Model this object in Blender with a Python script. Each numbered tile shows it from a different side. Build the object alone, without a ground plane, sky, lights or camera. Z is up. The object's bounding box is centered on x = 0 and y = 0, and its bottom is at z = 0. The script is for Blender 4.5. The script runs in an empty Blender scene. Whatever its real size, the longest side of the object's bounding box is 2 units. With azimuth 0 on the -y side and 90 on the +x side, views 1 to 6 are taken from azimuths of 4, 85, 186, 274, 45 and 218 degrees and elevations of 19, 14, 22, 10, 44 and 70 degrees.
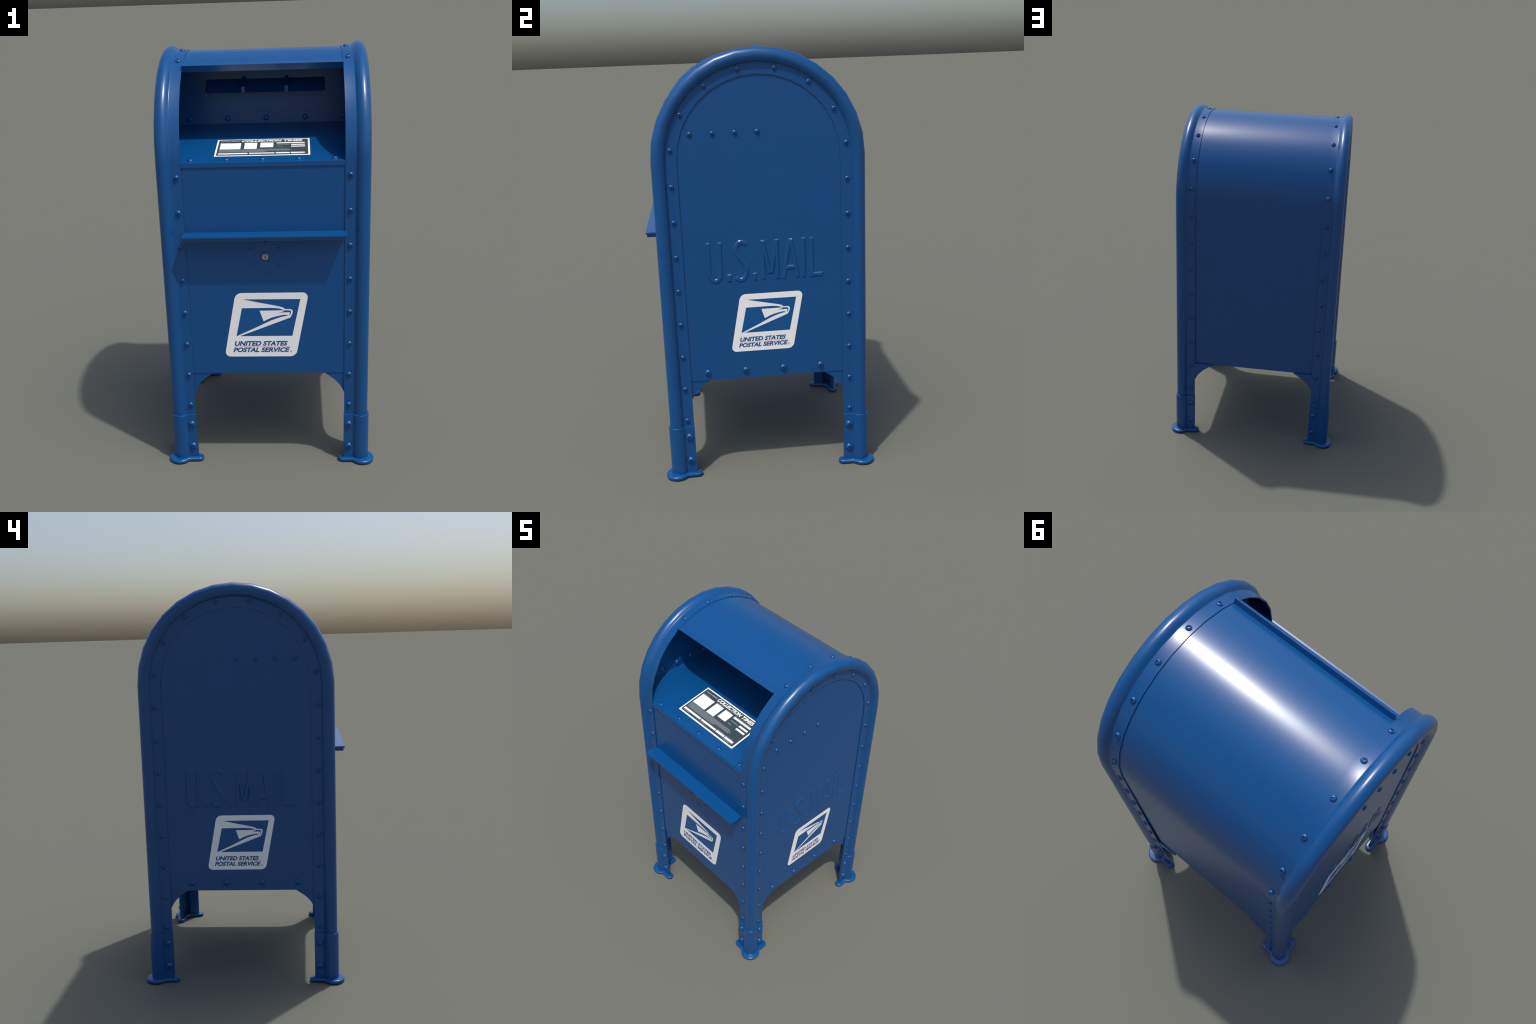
"""Blue sheet-steel street mailbox: two rolled corner frames with feet, riveted
panels, a drop opening with tray and notice plate, a grip ledge, lock and emblems."""
import bpy, bmesh, math, random
from mathutils import Matrix, Vector

random.seed(7)
YC, ZC = 0.0095, 1.522          # axis of the arched top
ARC_SEGS = 16                   # facets over the half circle, as on the original
SIDE_P, FLANGE_P = 0.4550, 0.4594     # x of side panel / side flange faces
FRONT_Q, FLANGE_Q = 0.4545, 0.4590    # offset from the axis of sheet / flange faces
TUBE_P, TUBE_Q, TUBE_R = 0.4460, 0.4437, 0.0340
EDGE_P, EDGE_Q = 0.3655, 0.3635       # inner edges of the flanges
SHEET = 0.005                   # gauge of the bent corner sheet
COL = bpy.context.scene.collection

# ------------------------------------------------------------------ materials
def material(name, rgb, rough=0.4, spec=0.5, metal=0.0, grain=0.0):
    m = bpy.data.materials.new(name)
    m.use_nodes = True
    nt = m.node_tree
    b = nt.nodes["Principled BSDF"]
    b.inputs["Roughness"].default_value = rough
    b.inputs["Specular IOR Level"].default_value = spec
    b.inputs["Metallic"].default_value = metal
    tc = nt.nodes.new("ShaderNodeTexCoord")
    nz = nt.nodes.new("ShaderNodeTexNoise")
    nz.inputs["Scale"].default_value = 6.0
    nz.inputs["Detail"].default_value = 3.0
    nt.links.new(tc.outputs["Object"], nz.inputs["Vector"])
    ramp = nt.nodes.new("ShaderNodeValToRGB")
    lo = [c * (1 - grain) for c in rgb]
    hi = [min(1, c * (1 + grain)) for c in rgb]
    ramp.color_ramp.elements[0].position = 0.3
    ramp.color_ramp.elements[1].position = 0.7
    ramp.color_ramp.elements[0].color = (*lo, 1)
    ramp.color_ramp.elements[1].color = (*hi, 1)
    nt.links.new(nz.outputs["Fac"], ramp.inputs["Fac"])
    nt.links.new(ramp.outputs["Color"], b.inputs["Base Color"])
    return m

PAINT = material("blue_enamel", (0.0020, 0.0700, 0.2350), 0.28, 0.56, grain=0.015)
INK_BLUE = material("emblem_blue", (0.0030, 0.0860, 0.2750), 0.35, 0.5, grain=0.01)
INK_TEXT = material("emblem_lettering", (0.0150, 0.0900, 0.2600), 0.5, 0.4, grain=0.01)
WHITE = material("emblem_white", (0.930, 0.930, 0.930), 0.5, 0.4, grain=0.01)
RED = material("emblem_red", (0.72, 0.28, 0.30), 0.5, 0.4, grain=0.01)
SLATE = material("notice_slate", (0.040, 0.068, 0.088), 0.5, 0.4, grain=0.02)
NOTICE_WHITE = material("notice_white", (0.94, 0.94, 0.93), 0.5, 0.3, grain=0.01)
NOTICE_GREY = material("notice_small_print", (0.33, 0.36, 0.38), 0.5, 0.3, grain=0.05)
STEEL = material("lock_steel", (0.38, 0.38, 0.34), 0.42, 0.4, 0.0, grain=0.03)
BLACK = material("keyway_black", (0.012, 0.012, 0.013), 0.6, 0.3, grain=0.05)

# ------------------------------------------------------------------ helpers
ROOT = bpy.data.objects.new("mailbox", None)
ROOT["label"] = "blue rounded-top steel street mailbox on four legs"
ROOT["category"] = "mailbox"
COL.objects.link(ROOT)

def put(name, mesh, mat, parent=None, angle=40, bevel=0.0, stuff=False):
    if not mesh.materials:
        mesh.materials.append(mat)
    for p in mesh.polygons:
        p.use_smooth = True
    mesh.set_sharp_from_angle(angle=math.radians(angle))
    ob = bpy.data.objects.new(name, mesh)
    mesh.name = name
    COL.objects.link(ob)
    ob.parent = parent or ROOT
    if bevel:
        md = ob.modifiers.new("edge_round", "BEVEL")
        md.width = bevel
        md.segments = 2
        md.limit_method = 'ANGLE'
        md.angle_limit = math.radians(40)
        md.harden_normals = True
    if stuff:
        ob["kind"] = "stuff"
    return ob

def mesh_from(verts, faces, name="part"):
    me = bpy.data.meshes.new(name)
    me.from_pydata(verts, [], faces)
    bm = bmesh.new(); bm.from_mesh(me)
    bmesh.ops.remove_doubles(bm, verts=bm.verts, dist=1e-6)
    bmesh.ops.recalc_face_normals(bm, faces=bm.faces)
    bm.to_mesh(me); bm.free()
    return me

def frame(origin, u, v):
    """matrix taking local (u, v, outward w) to the world"""
    u = Vector(u).normalized(); v = Vector(v).normalized(); w = u.cross(v)
    return Matrix(((u.x, v.x, w.x, origin[0]), (u.y, v.y, w.y, origin[1]),
                   (u.z, v.z, w.z, origin[2]), (0, 0, 0, 1)))

FRONT = lambda q: frame((0, YC - q, 0), (1, 0, 0), (0, 0, 1))
BACK = lambda q: frame((0, YC + q, 0), (-1, 0, 0), (0, 0, 1))
RIGHT = lambda p: frame((p, 0, 0), (0, 1, 0), (0, 0, 1))
LEFT = lambda p: frame((-p, 0, 0), (0, -1, 0), (0, 0, 1))
def SIDE(s, p):
    return RIGHT(p) if s > 0 else LEFT(p)

def prism(mat, outline, w0, w1, holes=()):
    """closed plate: 2D outline (with holes) between heights w0 and w1"""
    cu = bpy.data.curves.new("outline", 'CURVE')
    cu.dimensions = '2D'; cu.fill_mode = 'BOTH'; cu.extrude = abs(w1 - w0) / 2
    for pts in [outline, *holes]:
        sp = cu.splines.new('POLY'); sp.points.add(len(pts) - 1)
        for p, c in zip(sp.points, pts):
            p.co = (c[0], c[1], 0, 1)
        sp.use_cyclic_u = True
    ob = bpy.data.objects.new("outline", cu)
    COL.objects.link(ob)
    dg = bpy.context.evaluated_depsgraph_get()
    me = bpy.data.meshes.new_from_object(ob.evaluated_get(dg))
    bpy.data.objects.remove(ob); bpy.data.curves.remove(cu)
    me.materials.clear()
    me.transform(mat @ Matrix.Translation((0, 0, (w0 + w1) / 2)))
    bm = bmesh.new(); bm.from_mesh(me)
    bmesh.ops.remove_doubles(bm, verts=bm.verts, dist=1e-6)
    bmesh.ops.dissolve_limit(bm, angle_limit=0.001, verts=bm.verts, edges=bm.edges)
    bmesh.ops.recalc_face_normals(bm, faces=bm.faces)
    bm.to_mesh(me); bm.free()
    return me

def lettering(mat, text, box, w0, w1, shear=0.0, bold=0.0):
    """built-in font text, fitted into box = (u0, v0, u1, v1), as a thin plate"""
    cu = bpy.data.curves.new("letters", 'FONT')
    cu.body = text; cu.shear = shear; cu.offset = bold; cu.extrude = 0.01
    cu.resolution_u = 4; cu.space_character = 1.0
    ob = bpy.data.objects.new("letters", cu)
    COL.objects.link(ob)
    dg = bpy.context.evaluated_depsgraph_get()
    me = bpy.data.meshes.new_from_object(ob.evaluated_get(dg))
    bpy.data.objects.remove(ob); bpy.data.curves.remove(cu)
    xs = [v.co.x for v in me.vertices]; ys = [v.co.y for v in me.vertices]
    x0, x1, y0, y1 = min(xs), max(xs), min(ys), max(ys)
    for v in me.vertices:
        v.co = (box[0] + (v.co.x - x0) / (x1 - x0) * (box[2] - box[0]),
                box[1] + (v.co.y - y0) / (y1 - y0) * (box[3] - box[1]),
                w1 if v.co.z > 0 else w0)
    me.transform(mat)
    me.materials.clear()
    return me

def join(meshes):
    bm = bmesh.new()
    for m in meshes:
        bm.from_mesh(m)
        bpy.data.meshes.remove(m)
    me = bpy.data.meshes.new("joined"); bm.to_mesh(me); bm.free()
    return me

def box(x0, x1, y0, y1, z0, z1):
    v = [(x, y, z) for x in (x0, x1) for y in (y0, y1) for z in (z0, z1)]
    f = [(0, 1, 3, 2), (4, 6, 7, 5), (0, 4, 5, 1), (2, 3, 7, 6), (0, 2, 6, 4), (1, 5, 7, 3)]
    return mesh_from(v, f)

def rect(u0, v0, u1, v1):
    return [(u0, v0), (u1, v0), (u1, v1), (u0, v1)]

def rounded(pts, radii, n=8):
    """polygon with filleted corners"""
    out = []
    k = len(pts)
    if not hasattr(radii, "__len__"):
        radii = [radii] * k
    for i in range(k):
        p = Vector(pts[i]); a = (Vector(pts[i - 1]) - p); b = (Vector(pts[(i + 1) % k]) - p)
        a.normalize(); b.normalize()
        half = a.angle(b) / 2
        d = radii[i] / math.tan(half)
        c = p + (a + b).normalized() * (radii[i] / math.sin(half))
        s, e = p + a * d - c, p + b * d - c
        a0 = math.atan2(s.y, s.x)
        da = (math.atan2(e.y, e.x) - a0 + math.pi) % (2 * math.pi) - math.pi
        for j in range(n + 1):
            t = a0 + da * j / n
            out.append((c.x + radii[i] * math.cos(t), c.y + radii[i] * math.sin(t)))
    return out

def smooth(pts, n=6):
    """open Catmull-Rom curve through a few control points"""
    P = [Vector(p) for p in pts]
    P = [P[0] * 2 - P[1]] + P + [P[-1] * 2 - P[-2]]
    out = []
    for i in range(1, len(P) - 2):
        for j in range(n):
            t = j / n
            a, b, c, d = P[i - 1], P[i], P[i + 1], P[i + 2]
            out.append(tuple(0.5 * ((2 * b) + (c - a) * t + (2 * a - 5 * b + 4 * c - d) * t * t
                                    + (3 * b - a - 3 * c + d) * t ** 3)))
    out.append(tuple(P[-2]))
    return out

def profile(q, z_back, z_front=None, end_deg=180.0):
    """side-view path at offset q: up the back, over the arch, down the front"""
    pts = [(YC + q, z_back)]
    for i in range(ARC_SEGS + 1):
        a = 180.0 * i / ARC_SEGS
        if a < end_deg - 1e-6:
            pts.append((YC + q * math.cos(math.radians(a)), ZC + q * math.sin(math.radians(a))))
    a = math.radians(end_deg)
    pts.append((YC + q * math.cos(a), ZC + q * math.sin(a)))
    if z_front is not None:
        pts.append((YC - q, z_front))
    return pts

# ------------------------------------------------------------------ corner frames
def corner_section(grow=0.0, inner=True):
    """cross-section (p outward in x, q outward from the axis) of flange-tube-flange"""
    r, rf = TUBE_R + grow, 0.006
    fq, fp = FLANGE_Q + grow, FLANGE_P + grow
    pts = [(EDGE_P, fq)]
    dq = fq + rf - TUBE_Q
    dp = math.sqrt((r + rf) ** 2 - dq ** 2)
    c1 = (TUBE_P - dp, fq + rf)                       # fillet to the front flange
    t1 = math.atan2(dq, -dp)
    a0, a1 = -math.pi / 2, math.atan2(-dq, dp)
    for i in range(4):
        a = a0 + (a1 - a0) * i / 3
        pts.append((c1[0] + rf * math.cos(a), c1[1] + rf * math.sin(a)))
    dp2 = fp + rf - TUBE_P
    dq2 = math.sqrt((r + rf) ** 2 - dp2 ** 2)
    t2 = math.atan2(-dq2, dp2)
    n = 14
    for i in range(1, n):
        a = t1 + (t2 - t1) * i / n
        pts.append((TUBE_P + r * math.cos(a), TUBE_Q + r * math.sin(a)))
    c2 = (fp + rf, TUBE_Q - dq2)
    b0, b1 = math.atan2(dq2, -dp2), math.pi
    for i in range(4):
        a = b0 + (b1 - b0) * i / 3
        pts.append((c2[0] + rf * math.cos(a), c2[1] + rf * math.sin(a)))
    pts.append((fp, EDGE_Q))
    if inner:                                         # bent sheet, open behind
        pts += corner_section(-SHEET, False)[::-1]
    return pts

def sweep_frame(s):
    sec = corner_section()
    k = len(sec)
    verts, faces = [], []
    rails = [profile(q, 0.018, 0.018) for _, q in sec]
    m = len(rails[0])
    for j in range(m):
        for i in range(k):
            verts.append((s * sec[i][0], rails[i][j][0], rails[i][j][1]))
    for j in range(m - 1):
        for i in range(k):
            a, b = j * k + i, j * k + (i + 1) % k
            faces.append((a, b, b + k, a + k))
    h = k // 2
    for base in (0, (m - 1) * k):
        for i in range(h - 1):
            faces.append((base + i, base + i + 1, base + k - 2 - i, base + k - 1 - i))
    return put("corner_frame", mesh_from(verts, faces), PAINT, angle=35)

FRAMES = {s: sweep_frame(s) for s in (1, -1)}

def sleeve(s, f):
    """boot wrapped round the foot of a leg; f = -1 front, +1 back"""
    outer = corner_section(0.0068, inner=False)
    outer[0] = (EDGE_P - 0.0015, outer[0][1]); outer[-1] = (outer[-1][0], EDGE_Q - 0.0015)
    inner = corner_section(-SHEET - 0.002, inner=False)
    inner[0] = (EDGE_P - 0.0015, inner[0][1]); inner[-1] = (inner[-1][0], EDGE_Q - 0.0015)
    ring = outer + inner[::-1]
    k = len(ring)
    verts = [(s * p, YC + f * q, z) for z in (0.014, 0.258) for p, q in ring]
    faces = [(i, (i + 1) % k, k + (i + 1) % k, k + i) for i in range(k)]
    h = len(outer)
    for base in (0, k):
        for i in range(h - 1):
            faces.append((base + i, base + i + 1, base + k - 2 - i, base + k - 1 - i))
    return put("leg_sleeve", mesh_from(verts, faces), PAINT, angle=35, bevel=0.0012)

def foot(s, f):
    """base pad: disc round the tube with two round-ended arms under the flanges"""
    R, off = 0.0562, 0.0115                              # disc, set a little outward of the tube
    hw, bc, ac = 0.0240, 0.0165, -0.0845
    half = []
    for i in range(9):                                   # arm end cap
        a = math.radians(270 - 180 * i / 8)
        half.append((ac + hw * math.cos(a), bc + hw * math.sin(a)))
    db = bc + hw - off
    start = math.atan2(db, -math.sqrt(R * R - db * db))
    half.append((off + R * math.cos(start) - 0.004, bc + hw))
    for i in range(5):
        a = start - 0.06 + (math.pi / 4 - start + 0.06) * i / 5
        half.append((off + R * math.cos(a), off + R * math.sin(a)))
    tip = off + R * math.cos(math.pi / 4)
    ring = half + [(tip, tip)] + [(b, a) for a, b in half[::-1]]
    ring += [(bc - hw, -0.046), (-0.017, -0.030), (-0.030, -0.017), (-0.046, bc - hw)]
    H, r = 0.0185, 0.0075
    k = len(ring)
    cx, cy = s * TUBE_P, YC + f * TUBE_Q
    def inset(d):
        out = []
        for i in range(k):
            p, a, b = Vector(ring[i]), Vector(ring[i - 1]), Vector(ring[(i + 1) % k])
            t = (b - a).normalized()
            out.append(p + Vector((t.y, -t.x)) * d)
        return out
    layers = [(0.0035, 0.0), (0.0, 0.0035), (0.0, H - r)]
    for i in range(1, 5):
        a = math.pi / 2 * i / 4
        layers.append((r * (1 - math.cos(a)), H - r + r * math.sin(a)))
    verts, faces = [], []
    for d, z in layers:
        for p in inset(d):
            verts.append((cx + s * p.x, cy + f * p.y, z))
    for j in range(len(layers) - 1):
        for i in range(k):
            a, b = j * k + i, j * k + (i + 1) % k
            faces.append((a, b, b + k, a + k))
    faces += [tuple(range(k)), tuple(range((len(layers) - 1) * k, len(layers) * k))]
    return put("foot", mesh_from(verts, faces), PAINT, angle=50)

SLEEVES = {(s, f): sleeve(s, f) for s in (1, -1) for f in (1, -1)}
for s in (1, -1):
    for f in (1, -1):
        foot(s, f)

# ------------------------------------------------------------------ panels
PANEL_Z = 0.4825
side_panels = {}
for s in (1, -1):
    arch = profile(0.402, PANEL_Z, PANEL_Z)
    pts = [((y if s > 0 else -y), z) for y, z in arch]
    side_panels[s] = put("side_panel", prism(SIDE(s, 0), pts, SIDE_P - 0.004, SIDE_P), PAINT, bevel=0.0008)

def sheet(name, q, x_half, z_back, end_deg, t=0.010):
    outer = profile(q, z_back, None, end_deg)
    inner = profile(q - t, z_back, None, end_deg)
    for path in (outer, inner):                       # the back leans in a little towards its foot
        path[0] = (path[0][0] - 0.0070, path[0][1])
    n = len(outer)
    verts = [(x, y, z) for x in (-x_half, x_half) for y, z in outer + inner[::-1]]
    k = 2 * n
    faces = [(i, (i + 1) % k, k + (i + 1) % k, k + i) for i in range(k)]
    for b in (0, k):
        for i in range(n - 1):
            faces.append((b + i, b + i + 1, b + k - 2 - i, b + k - 1 - i))
    return put(name, mesh_from(verts, faces), PAINT, angle=30)

HOOD = 121.6
sheet("roof_and_back_panel", FRONT_Q + 0.0002, 0.402, 0.4885, HOOD)

# raised lip along the front edge of the roof
th = math.radians(HOOD)
er, et = Vector((math.cos(th), math.sin(th))), Vector((-math.sin(th), math.cos(th)))
def hood_pt(r, t):
    p = er * r + et * t
    return (YC + p.x, ZC + p.y)
lip = [hood_pt(0.4385, 0.0045), hood_pt(0.4782, 0.0105), hood_pt(0.4792, -0.0035), hood_pt(0.4530, -0.0010),
       hood_pt(0.4440, -0.0120)]
put("hood_lip", mesh_from([(x, y, z) for x in (-0.3665, 0.3665) for y, z in lip],
    [(i, (i + 1) % 5, 5 + (i + 1) % 5, 5 + i) for i in range(5)] + [tuple(range(5)), tuple(range(5, 10))]),
    PAINT, bevel=0.0010)

SHELF_LIP_Z = 1.497
LEDGE_Z0, LEDGE_Z1 = 1.1868, 1.1958
put("upper_front_panel", prism(FRONT(0), rect(-0.402, 1.1900, 0.402, SHELF_LIP_Z + 0.012), 0.446, FRONT_Q - 0.0008), PAINT)
door = put("collection_door", prism(FRONT(0), rect(-0.402, 0.4810, 0.402, 1.1870), 0.446, FRONT_Q), PAINT, bevel=0.0008)

# gussets in the lower corners of every face: concave curve between sheet and leg
def gusset(mat, edge, reach, z_top, drop, w0, w1, sign, lap=0.02):
    pts = [(reach, 0.0), (reach + (edge - reach) * 0.52, drop * 0.36),
           (reach + (edge - reach) * 0.80, drop * 0.66), (edge, drop)]
    curve = [(u, z_top - d) for u, d in smooth(pts, 3)]
    poly = curve + [(edge + 0.03, z_top - drop), (edge + 0.03, z_top + lap), (reach, z_top + lap)]
    poly = [(sign * u, v) for u, v in poly]
    return put("corner_gusset", prism(mat, poly, w0, w1), PAINT)

for sg in (1, -1):
    gusset(FRONT(0), EDGE_P, 0.2690, 0.4810, 0.1075, FRONT_Q - 0.0085, FRONT_Q - 0.0035, sg)
    gusset(BACK(0), EDGE_P, 0.2490, 0.4888, 0.1135, FRONT_Q - 0.0130, FLANGE_Q - 0.0030, sg, -0.0003)
    for s in (1, -1):
        m = SIDE(s, 0) @ Matrix.Translation((YC if s > 0 else -YC, 0, 0))
        gusset(m, EDGE_Q, 0.2715, 0.4825, 0.0915, SIDE_P - 0.0085, SIDE_P - 0.0035, sg)
put("floor_plate", box(-0.4505, 0.4505, YC - 0.4455, YC + 0.4440, 0.492, 0.500), PAINT)

# grip ledge: flat plate over a narrower return
ledge_y = -0.5180
put("grip_ledge", box(-0.3710, 0.3710, ledge_y, YC - 0.4455, LEDGE_Z0, LEDGE_Z1), PAINT, bevel=0.0006)
put("ledge_return", box(-0.3640, 0.3640, ledge_y + 0.0055, YC - 0.4455, LEDGE_Z0 - 0.0145, LEDGE_Z0 + 0.002), PAINT, bevel=0.0006)

# ------------------------------------------------------------------ drop opening
SLOPE = 0.182
PHI = math.atan(SLOPE)
def shelf_z(y):
    return 1.5315 + (y + 0.3745) * SLOPE
BAND_Z0, BAND_Z1 = 1.608, 1.666
BACK_WALL_Y = 0.070
ys = [-0.4440, -0.40, -0.30, -0.20, -0.10, -0.02, BACK_WALL_Y + 0.002]
def crease(y):
    """half width of the flat floor: the flared sides die out towards the back"""
    return min(0.4490, 0.3675 + 0.164 * (y + 0.439))
def tray_row(y):
    c = crease(y)
    return [(x, y, BAND_Z0 if abs(x) > 0.4495 else shelf_z(y)) for x in (-0.4500, -c, -0.20, 0.0, 0.20, c, 0.4500)]
xs = range(7)
nx, ny = len(xs), len(ys)
top = [p for y in ys for p in tray_row(y)]
bot = [(x, y, z - 0.006) for x, y, z in top]
V, F = top + bot, []
o = nx * ny
for j in range(ny - 1):
    for i in range(nx - 1):
        a = j * nx + i
        F.append((a, a + 1, a + nx + 1, a + nx))
        F.append((o + a, o + a + nx, o + a + nx + 1, o + a + 1))
for i in range(nx - 1):
    F.append((i, o + i, o + i + 1, i + 1))
    a = (ny - 1) * nx + i
    F.append((a, a + 1, o + a + 1, o + a))
for j in range(ny - 1):
    a = j * nx
    F.append((a, a + nx, o + a + nx, o + a))
    a = j * nx + nx - 1
    F.append((a, o + a, o + a + nx, a + nx))
tray = put("drop_tray", mesh_from(V, F), PAINT, angle=120)
# the pressed tray shades as one soft sheet: flared rims lean only slightly inward
tray.data.normals_split_custom_set_from_vertices([
    Vector((-0.16 * (1 if v.co.x > 0 else -1) if abs(v.co.x) > 0.4495 else (-0.03 * (1 if v.co.x > 0 else -1) if abs(v.co.x) > 0.3 else 0.0),
            -SLOPE, 1.0)).normalized() for v in tray.data.vertices])
# front return of the tray, bent down over the panel
put("tray_front_return", prism(FRONT(0), rect(-0.3650, SHELF_LIP_Z, 0.3650, 1.5196), 0.4480, 0.4580), PAINT, bevel=0.0010)

# bolted band round the inside, and the hanging back wall with its slot
for s in (1, -1):
    put("inner_band", prism(SIDE(-s, -0.4512), [(-s * u, v) for u, v in
        rect(-0.400, BAND_Z0 - 0.012, BACK_WALL_Y, BAND_Z1)], 0.0, 0.003), PAINT)
WALL = frame((0, BACK_WALL_Y, 0), (1, 0, 0), (0, 0, 1))
put("inner_back_wall", prism(WALL, rect(-0.4505, 1.58, 0.4505, 1.965), -0.006, 0.0), PAINT)
put("inner_band", prism(WALL, rect(-0.4480, BAND_Z0, 0.4480, BAND_Z1), -0.001, 0.003), PAINT)

def bar(name, x0, x1, prof, parent=None):
    """(depth in front of the back wall, height) outline drawn out along x"""
    k = len(prof)
    return put(name, mesh_from([(x, BACK_WALL_Y - a, z) for x in (x0, x1) for a, z in prof],
        [(i, (i + 1) % k, k + (i + 1) % k, k + i) for i in range(k)] + [tuple(range(k)), tuple(range(k, 2 * k))]), PAINT, parent)

# sloping baffle on the wall with turned-down ends, held by two straps
baffle = bar("baffle", -0.2910, 0.2910, [(-0.001, 1.8310), (0.0930, 1.7735), (0.0925, 1.7729), (-0.001, 1.8250)])
for s in (1, -1):
    bar("baffle_cheek", s * 0.2795, s * 0.2912, [(-0.001, 1.8300), (0.0930, 1.7750), (0.0900, 1.7560), (0.0720, 1.7560), (-0.001, 1.8000)], baffle)
    bar("baffle_strap", s * 0.1045 - 0.0085, s * 0.1045 + 0.0085, [(-0.001, 1.9300), (0.0070, 1.9300), (0.0070, 1.8420), (0.0830, 1.8030),
        (0.0960, 1.8020), (0.0970, 1.7735), (0.0900, 1.7715), (-0.001, 1.8100)], baffle)

# ------------------------------------------------------------------ bolts
def bolt_mesh(name, r, sides=8):
    """low dome with a round socket in its crown, standing on z = 0"""
    h = 0.64 * r
    prof = [(1.0, -0.15 * h), (1.0, 0.06 * h), (0.93, 0.38 * h), (0.76, 0.72 * h), (0.55, 0.92 * h),
            (0.40, 0.98 * h), (0.36, 0.40 * h)]
    verts, faces = [], []
    for a, z in prof:
        for i in range(sides):
            t = 2 * math.pi * (i + 0.5) / sides
            verts.append((a * r * math.cos(t), a * r * math.sin(t), z))
    for j in range(len(prof) - 1):
        for i in range(sides):
            p, q = j * sides + i, j * sides + (i + 1) % sides
            faces.append((p, q, q + sides, p + sides))
    faces.append(tuple(range((len(prof) - 1) * sides, len(prof) * sides)))
    me = mesh_from(verts, faces, name)
    me.materials.append(PAINT)
    for p in me.polygons:
        p.use_smooth = True
    me.set_sharp_from_angle(angle=math.radians(58))
    return me

BOLT = {k: bolt_mesh("bolt_" + k, r) for k, r in
        dict(small=0.0120, flange=0.0135, large=0.0152, panel=0.0164, boot=0.0185, rivet=0.0080).items()}

def bolt(kind, pos, normal, parent):
    z = Vector(normal).normalized()
    x = Vector((1, 0, 0)) if abs(z.x) < 0.5 else Vector((0, 1, 0))
    x = (x - z * x.dot(z)).normalized()
    y = z.cross(x)
    ob = bpy.data.objects.new("rivet" if kind == "rivet" else "bolt", BOLT[kind])
    ob.matrix_world = Matrix(((x.x, y.x, z.x, pos[0]), (x.y, y.y, z.y, pos[1]),
                              (x.z, y.z, z.z, pos[2]), (0, 0, 0, 1)))
    COL.objects.link(ob)
    ob.parent = parent
    return ob

def facet_q(q, a):
    """radius of the faceted arch at angle a (degrees)"""
    st = 180.0 / ARC_SEGS
    d = (a % st) - st / 2
    return q * math.cos(math.radians(st / 2)) / math.cos(math.radians(d))

for s in (1, -1):
    fr = FRAMES[s]
    # side flange: even pitch along the arch and down both legs
    for i in range(8):
        a = math.radians(7.4 + (180 - 14.8) * i / 7)
        bolt("small", (s * FLANGE_P, YC + 0.3935 * math.cos(a), ZC + 0.3935 * math.sin(a)), (s, 0, 0), fr)
    for i in range(8):
        z = 1.4120 - 0.1607 * i
        for f in (1, -1):
            bolt("small", (s * FLANGE_P, YC + f * 0.3938, z), (s, 0, 0), fr)
    # front and back flange
    x = s * 0.3885
    for i in range(6):
        a = 11.5 + 20.5 * i
        q = facet_q(FLANGE_Q, a)
        a = math.radians(a)
        n = (0, math.cos(a), math.sin(a))
        bolt("flange", (x, YC + q * n[1], ZC + q * n[2]), n, fr)
    for i in range(8):
        for f in (1, -1):
            bolt("flange", (x, YC + f * FLANGE_Q, 1.4535 - 0.1634 * i), (0, f, 0), fr)
    for f in (1, -1):
        for z in (0.2045, 0.0815):
            sl = SLEEVES[(s, f)]
            bolt("boot", (x, YC + f * (FLANGE_Q + 0.0068), z), (0, f, 0), sl)
            bolt("boot", (s * (FLANGE_P + 0.0068), YC + f * 0.3880, z), (s, 0, 0), sl)
    # side panel
    y0 = -0.2915 if s > 0 else -0.2790
    dy = 0.0987 if s > 0 else 0.0935
    for i in range(4):
        bolt("small", (s * SIDE_P, y0 + dy * i, 1.6385), (s, 0, 0), side_panels[s])
        bolt("panel", (s * SIDE_P, -0.2715 + 0.1787 * i, 0.5222), (s, 0, 0), side_panels[s])
        bolt("large", (s * 0.4482, -0.3000 + 0.0990 * i, 1.6380), (-s, 0, 0), side_panels[s])
for i in range(5):
    bolt("flange", (-0.3245 + 0.1615 * i, -0.4170, shelf_z(-0.4170)), (0, -math.sin(PHI), math.cos(PHI)), tray)
    bolt("large", (-0.3860 + 0.1930 * i, BACK_WALL_Y - 0.003, 1.6380), (0, -1, 0), tray)

# ------------------------------------------------------------------ lock on the door
def disc(mat, r, w0, w1, n=28):
    return prism(mat, [(r * math.cos(2 * math.pi * i / n), r * math.sin(2 * math.pi * i / n)) for i in range(n)], w0, w1)
LOCK = frame((0, YC - FRONT_Q, 1.0750), (1, 0, 0), (0, 0, 1))
def boss():
    prof = [(0.0250, -0.001), (0.0238, 0.0020), (0.0200, 0.0042), (0.0168, 0.0048), (0.0168, -0.001)]
    n = 28
    v = [LOCK @ Vector((r * math.cos(2 * math.pi * i / n), r * math.sin(2 * math.pi * i / n), w)) for r, w in prof for i in range(n)]
    f = [(j * n + i, j * n + (i + 1) % n, (j + 1) * n + (i + 1) % n, (j + 1) * n + i) for j in range(4) for i in range(n)]
    return mesh_from([tuple(p) for p in v], f)
lock = put("lock", boss(), PAINT, angle=50)
put("lock_gasket", disc(LOCK, 0.0172, 0.0, 0.0044), BLACK, lock)
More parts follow.
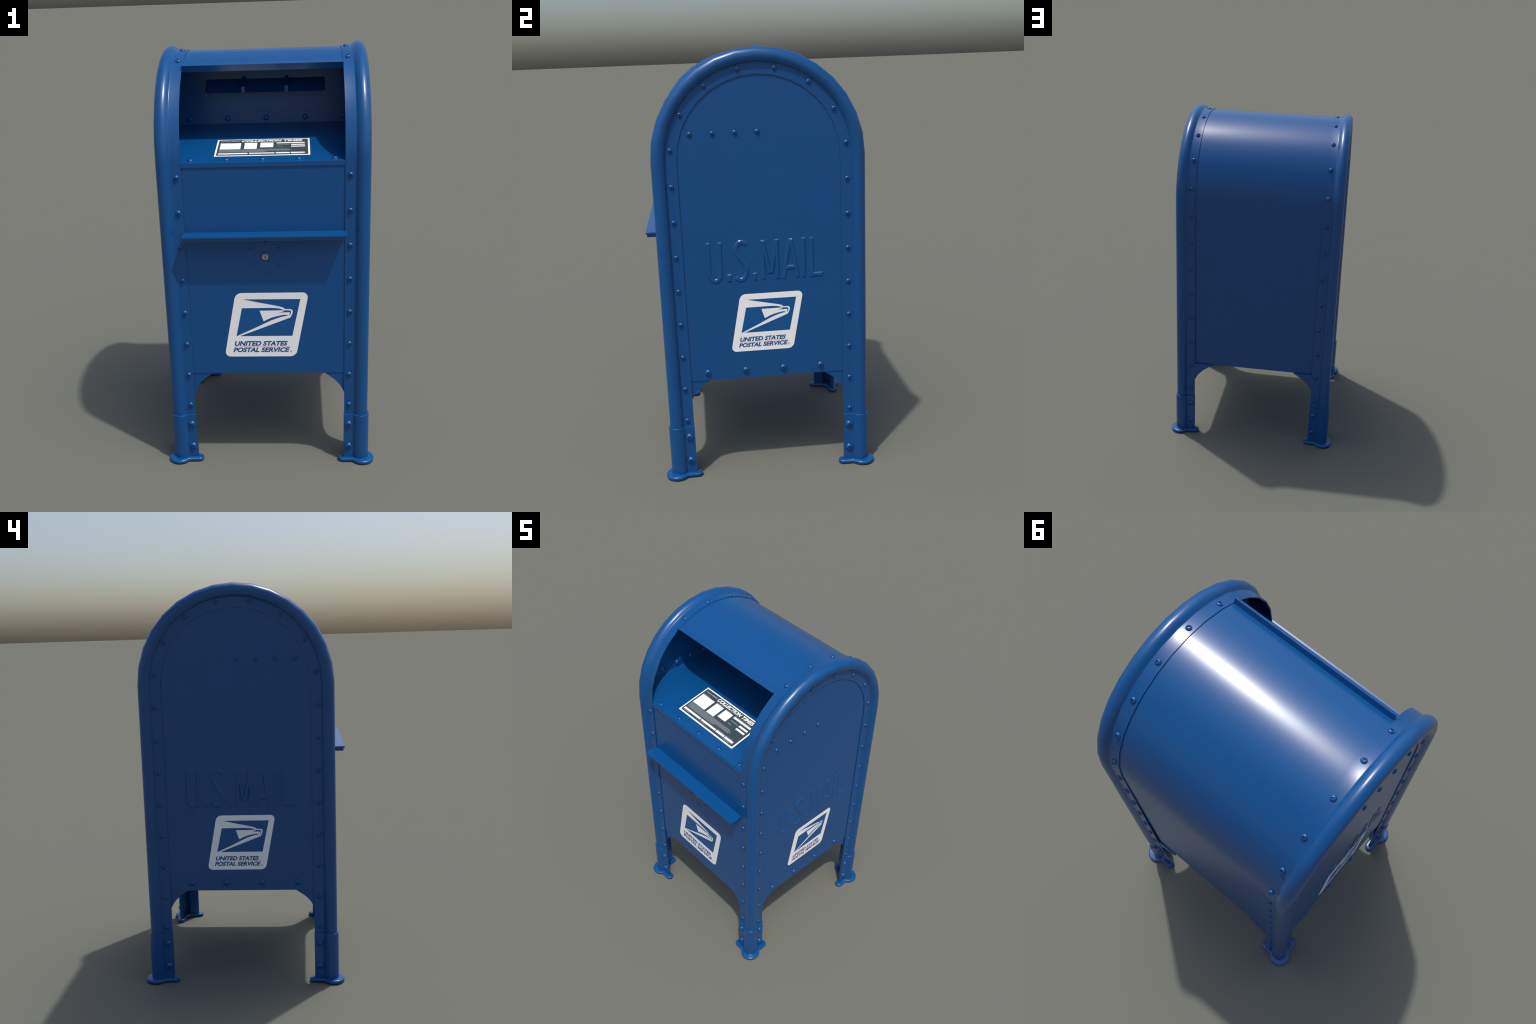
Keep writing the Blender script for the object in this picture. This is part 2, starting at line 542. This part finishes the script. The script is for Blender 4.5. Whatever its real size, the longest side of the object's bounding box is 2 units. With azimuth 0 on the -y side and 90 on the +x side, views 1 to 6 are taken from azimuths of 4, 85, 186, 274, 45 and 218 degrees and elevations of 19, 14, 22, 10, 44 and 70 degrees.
put("lock_cylinder", disc(LOCK, 0.0146, 0.001, 0.0052), STEEL, lock, bevel=0.0006)
put("keyway", prism(LOCK, rect(-0.0019, -0.0092, 0.0019, 0.0092), 0.002, 0.0055), BLACK, lock)
for u, v in ((-0.0640, 1.1148), (0.0638, 1.1140), (-0.0645, 1.0408), (0.0641, 1.0405), (0.0, 1.0033), (0.0, 1.1450)):
    bolt("rivet", (u, YC - FRONT_Q, v), (0, -1, 0), door)

# ------------------------------------------------------------------ emblems
# drawn once in the plane of the front door (u right, v up, metres from the emblem's centre)
CU, CV = -0.0057, 0.7330
def rel(pts):
    return [(u - CU, v - CV) for u, v in pts]
PLATE = rounded(rel([(-0.2083, 0.5690), (-0.1451, 0.8973), (0.1985, 0.8973), (0.1355, 0.5690)]), [0.024, 0.036, 0.024, 0.036])
FIELD = rel([(-0.1085, 0.8652), (0.1590, 0.8648), (0.1190, 0.6772), (-0.1297, 0.6772)]
            + [(0.1080, 0.7700)]
            + smooth([(0.1109, 0.7714), (0.1195, 0.7880), (0.1228, 0.8010), (0.1205, 0.8100), (0.1130, 0.8145), (0.1000, 0.8152), (0.0876, 0.8151)], 4)
            + smooth([(0.0866, 0.8155), (0.0758, 0.8238), (0.0471, 0.8319), (-0.0269, 0.8474)], 4))
GAP = rel([(-0.1170, 0.8205)] + smooth([(0.0000, 0.8212), (0.0250, 0.8210), (0.0564, 0.8180), (0.0815, 0.8090)], 4)
          + [(-0.0341, 0.8080)] + smooth([(-0.0164, 0.7528), (0.0192, 0.7701), (0.0556, 0.7805), (0.0860, 0.7855), (0.1014, 0.7822)], 4)
          + smooth([(0.0960, 0.7812), (0.0676, 0.7749), (0.0188, 0.7570), (-0.0550, 0.7207)], 4) + [(-0.1481, 0.6767)])
EYE = rel(smooth([(0.0560, 0.7972), (0.0753, 0.8012), (0.0822, 0.8070)], 4)
          + smooth([(0.0835, 0.8078), (0.1080, 0.8072), (0.1143, 0.8015), (0.1124, 0.7902), (0.1050, 0.7785)], 4)
          + [(0.1098, 0.7968), (0.1075, 0.7988), (0.0921, 0.7988)])

def emblem(mat, k):
    """emblem plate scaled by k on the face given by mat (origin at its centre)"""
    sc = lambda pts: [(u * k, v * k) for u, v in pts]
    bx = lambda b: tuple(c * k for c in (b[0] - CU, b[1] - CV, b[2] - CU, b[3] - CV))
    plate = put("emblem", prism(mat, sc(PLATE), -0.001, 0.0006), WHITE)
    for pts in (FIELD, GAP, EYE):
        put("emblem_field", prism(mat, sc(pts), 0.0, 0.0010), INK_BLUE, plate)
    put("emblem_lettering", join([
        lettering(mat, word, bx(b), 0.0, 0.0010, 0.27, 0.042) for word, b in (
            ("UNITED", (-0.1582, 0.6256, -0.0298, 0.6506)), ("STATES", (-0.0230, 0.6256, 0.0966, 0.6506)),
            ("POSTAL", (-0.1662, 0.5921, -0.0405, 0.6170)), ("SERVICE", (-0.0326, 0.5921, 0.1062, 0.6170)))]), INK_TEXT, plate)
    c = bx((0.1108, 0.5960, 0.1108, 0.5960))
    ring = lambda r: [(c[0] + r * math.cos(i * math.pi / 6), c[1] + r * math.sin(i * math.pi / 6)) for i in range(12)]
    put("registered_mark", prism(mat, ring(0.0046 * k), 0.0, 0.0009, holes=[ring(0.0030 * k)]), INK_TEXT, plate)
    put("emblem_rule", prism(mat, rect(*bx((-0.1601, 0.6205, 0.1078, 0.6222))), 0.0, 0.0009), RED, plate)

emblem(frame((CU, YC - FRONT_Q, CV), (1, 0, 0), (0, 0, 1)), 1.0)
emblem(frame((SIDE_P, 0.0160, 0.7570), (0, 1, 0), (0, 0, 1)), 0.853)
emblem(frame((-SIDE_P, 0.0055, 0.7315), (0, -1, 0), (0, 0, 1)), 0.853)

# ------------------------------------------------------------------ pressed lettering on the sides
STROKE_W, RISE, FLANK = 0.0205, 0.0038, 0.0044
def ridge(mat, path, lift):
    """raised stroke with sloping flanks along a 2D path"""
    P = [Vector(p) for p in path]
    n = len(P)
    h = STROKE_W / 2
    ring = [(-h, -0.001), (-h, 0.0), (-h + FLANK, RISE + lift), (h - FLANK, RISE + lift), (h, 0.0), (h, -0.001)]
    verts, faces = [], []
    for i in range(n):
        d0 = (P[i] - P[i - 1]).normalized() if i else (P[1] - P[0]).normalized()
        d1 = (P[i + 1] - P[i]).normalized() if i < n - 1 else d0
        d = (d0 + d1).normalized()
        nrm = Vector((-d.y, d.x)) / max(0.35, d.dot(d1))
        for a, w in ring:
            end = 0.0
            if w > 0.001 and i in (0, n - 1):
                end = FLANK * (1 if i == 0 else -1)
            q = P[i] + nrm * a + d * end
            verts.append(tuple(mat @ Vector((q.x, q.y, w))))
    k = len(ring)
    for i in range(n - 1):
        for j in range(k):
            a, b = i * k + j, i * k + (j + 1) % k
            faces.append((a, b, b + k, a + k))
    faces += [tuple(range(k)), tuple(range((n - 1) * k, n * k))]
    return mesh_from(verts, faces)

def arc(cx, cy, rx, ry, a0, a1, n=10):
    return [(cx + rx * math.cos(math.radians(a0 + (a1 - a0) * i / n)),
             cy + ry * math.sin(math.radians(a0 + (a1 - a0) * i / n))) for i in range(n + 1)]

H0, H1 = 0.9603, 1.1484
GLYPHS = {
    "U": [[(-0.2390, H1)] + arc(-0.2127, 1.0010, 0.0263, 0.0350, 180, 360) + [(-0.1864, H1)]],
    "stop": [[(-0.1486, H0), (-0.1486, 0.9957)], [(-0.0318, H0), (-0.0318, 0.9957)]],
    "S": [smooth([(-0.0660, 1.1290), (-0.0800, 1.1420), (-0.0980, 1.1410), (-0.1110, 1.1250), (-0.1140, 1.1010), (-0.1040, 1.0750),
                  (-0.0890, 1.0560), (-0.0740, 1.0350), (-0.0675, 1.0090), (-0.0740, 0.9810), (-0.0890, 0.9670), (-0.1060, 0.9675), (-0.1190, 0.9800)], 4)],
    "M": [[(0.0084, H0), (0.0084, H1)], [(0.0736, H0), (0.0736, H1)],
          [(0.0100, H1 - 0.002), (0.0375, 0.988)], [(0.0720, H1 - 0.002), (0.0450, 0.988)]],
    "A": [[(0.1030, H0), (0.1330, H1 - 0.001)], [(0.1675, H0), (0.1370, H1 - 0.001)], [(0.1120, 1.0120), (0.1590, 1.0120)]],
    "I": [[(0.1965, H0), (0.1965, H1)]],
    "L": [[(0.2345, H1), (0.2345, H0 + 0.0105), (0.2850, H0 + 0.0105)]],
}
for s in (1, -1):
    if s > 0:
        m = RIGHT(SIDE_P) @ Matrix.Translation((0, 0.0015, 0))
    else:
        m = LEFT(SIDE_P) @ Matrix.Translation((-0.0225, -0.0465, 0))
    for name, strokes in GLYPHS.items():
        me = join([ridge(m, p, 0.00025 * i) for i, p in enumerate(strokes)])
        put("pressed_letter", me, PAINT, side_panels[s], angle=30)

# ------------------------------------------------------------------ notice plate on the tray
NOTICE = frame((0, -0.3745, shelf_z(-0.3745)), (1, 0, 0), (0, math.cos(PHI), math.sin(PHI)))
def nv(y):
    return (y + 0.3745) / math.cos(PHI)
def nrect(x0, y0, x1, y1):
    return rect(x0, nv(y0), x1, nv(y1))
notice = put("notice_plate", prism(NOTICE, nrect(-0.2225, -0.3745, 0.2122, -0.1652), -0.001, 0.0006), NOTICE_WHITE)
put("notice_field", prism(NOTICE, rounded(nrect(-0.2145, -0.3660, 0.2035, -0.1728), 0.008), 0.0, 0.0010), SLATE, notice)
BOXES = [(-0.2042, -0.2906, -0.1081, -0.2149), (-0.0913, -0.2908, -0.0328, -0.2138), (-0.0175, -0.2737, 0.0433, -0.2148),
         (0.0577, -0.2273, 0.1883, -0.2152), (0.1254, -0.2510, 0.1894, -0.2392), (0.1257, -0.2732, 0.1897, -0.2614),
         (-0.2064, -0.3521, -0.0714, -0.3398), (-0.0648, -0.3510, 0.0504, -0.3397), (0.0562, -0.3518, 0.1196, -0.3392),
         (0.1246, -0.3510, 0.1881, -0.3392)]
for b in BOXES:
    put("notice_box", prism(NOTICE, nrect(*b), 0.0005, 0.0014), NOTICE_WHITE, notice)
put("notice_title", join([
    lettering(NOTICE, word, (x0, nv(-0.2018), x1, nv(-0.1785)), 0.0005, 0.0014, 0.25, 0.040)
    for word, x0, x1 in (("COLLECTION", -0.1069, 0.0820), ("TIMES", 0.0905, 0.1800))]),
    NOTICE_WHITE, notice)
def small_print(x0, x1, y, h=0.0027):
    out = []
    x = x0
    while x < x1 - 0.004:
        w = min(random.uniform(0.005, 0.014), x1 - x)
        out.append(prism(NOTICE, nrect(x, y, x + w, y + h), 0.0005, 0.00125))
        x += w + 0.0022
    return out
rows = []
for i, x1 in enumerate((0.110, 0.122, 0.128, 0.118, 0.020, 0.004)):
    rows += small_print(-0.2045, x1, -0.2985 - 0.0061 * i)
for x0, x1, y, h in ((-0.205, -0.162, -0.1930, 0.006), (-0.156, -0.117, -0.1935, 0.0075), (-0.204, -0.150, -0.2115, 0.0026),
                     (-0.091, -0.055, -0.2110, 0.0026), (-0.017, 0.025, -0.2120, 0.0026), (0.058, 0.178, -0.2125, 0.0024),
                     (0.0600, 0.1150, -0.2480, 0.0042), (0.0600, 0.0905, -0.2695, 0.0042), (-0.204, -0.150, -0.3585, 0.0026),
                     (-0.062, -0.015, -0.3580, 0.0022), (0.125, 0.188, -0.3570, 0.0022), (0.125, 0.175, -0.3610, 0.0022),
                     (0.057, 0.110, -0.3365, 0.0020), (0.125, 0.180, -0.3365, 0.0020)):
    rows += small_print(x0, x1, y, h)
put("small_print", join(rows), NOTICE_GREY, notice, stuff=True)
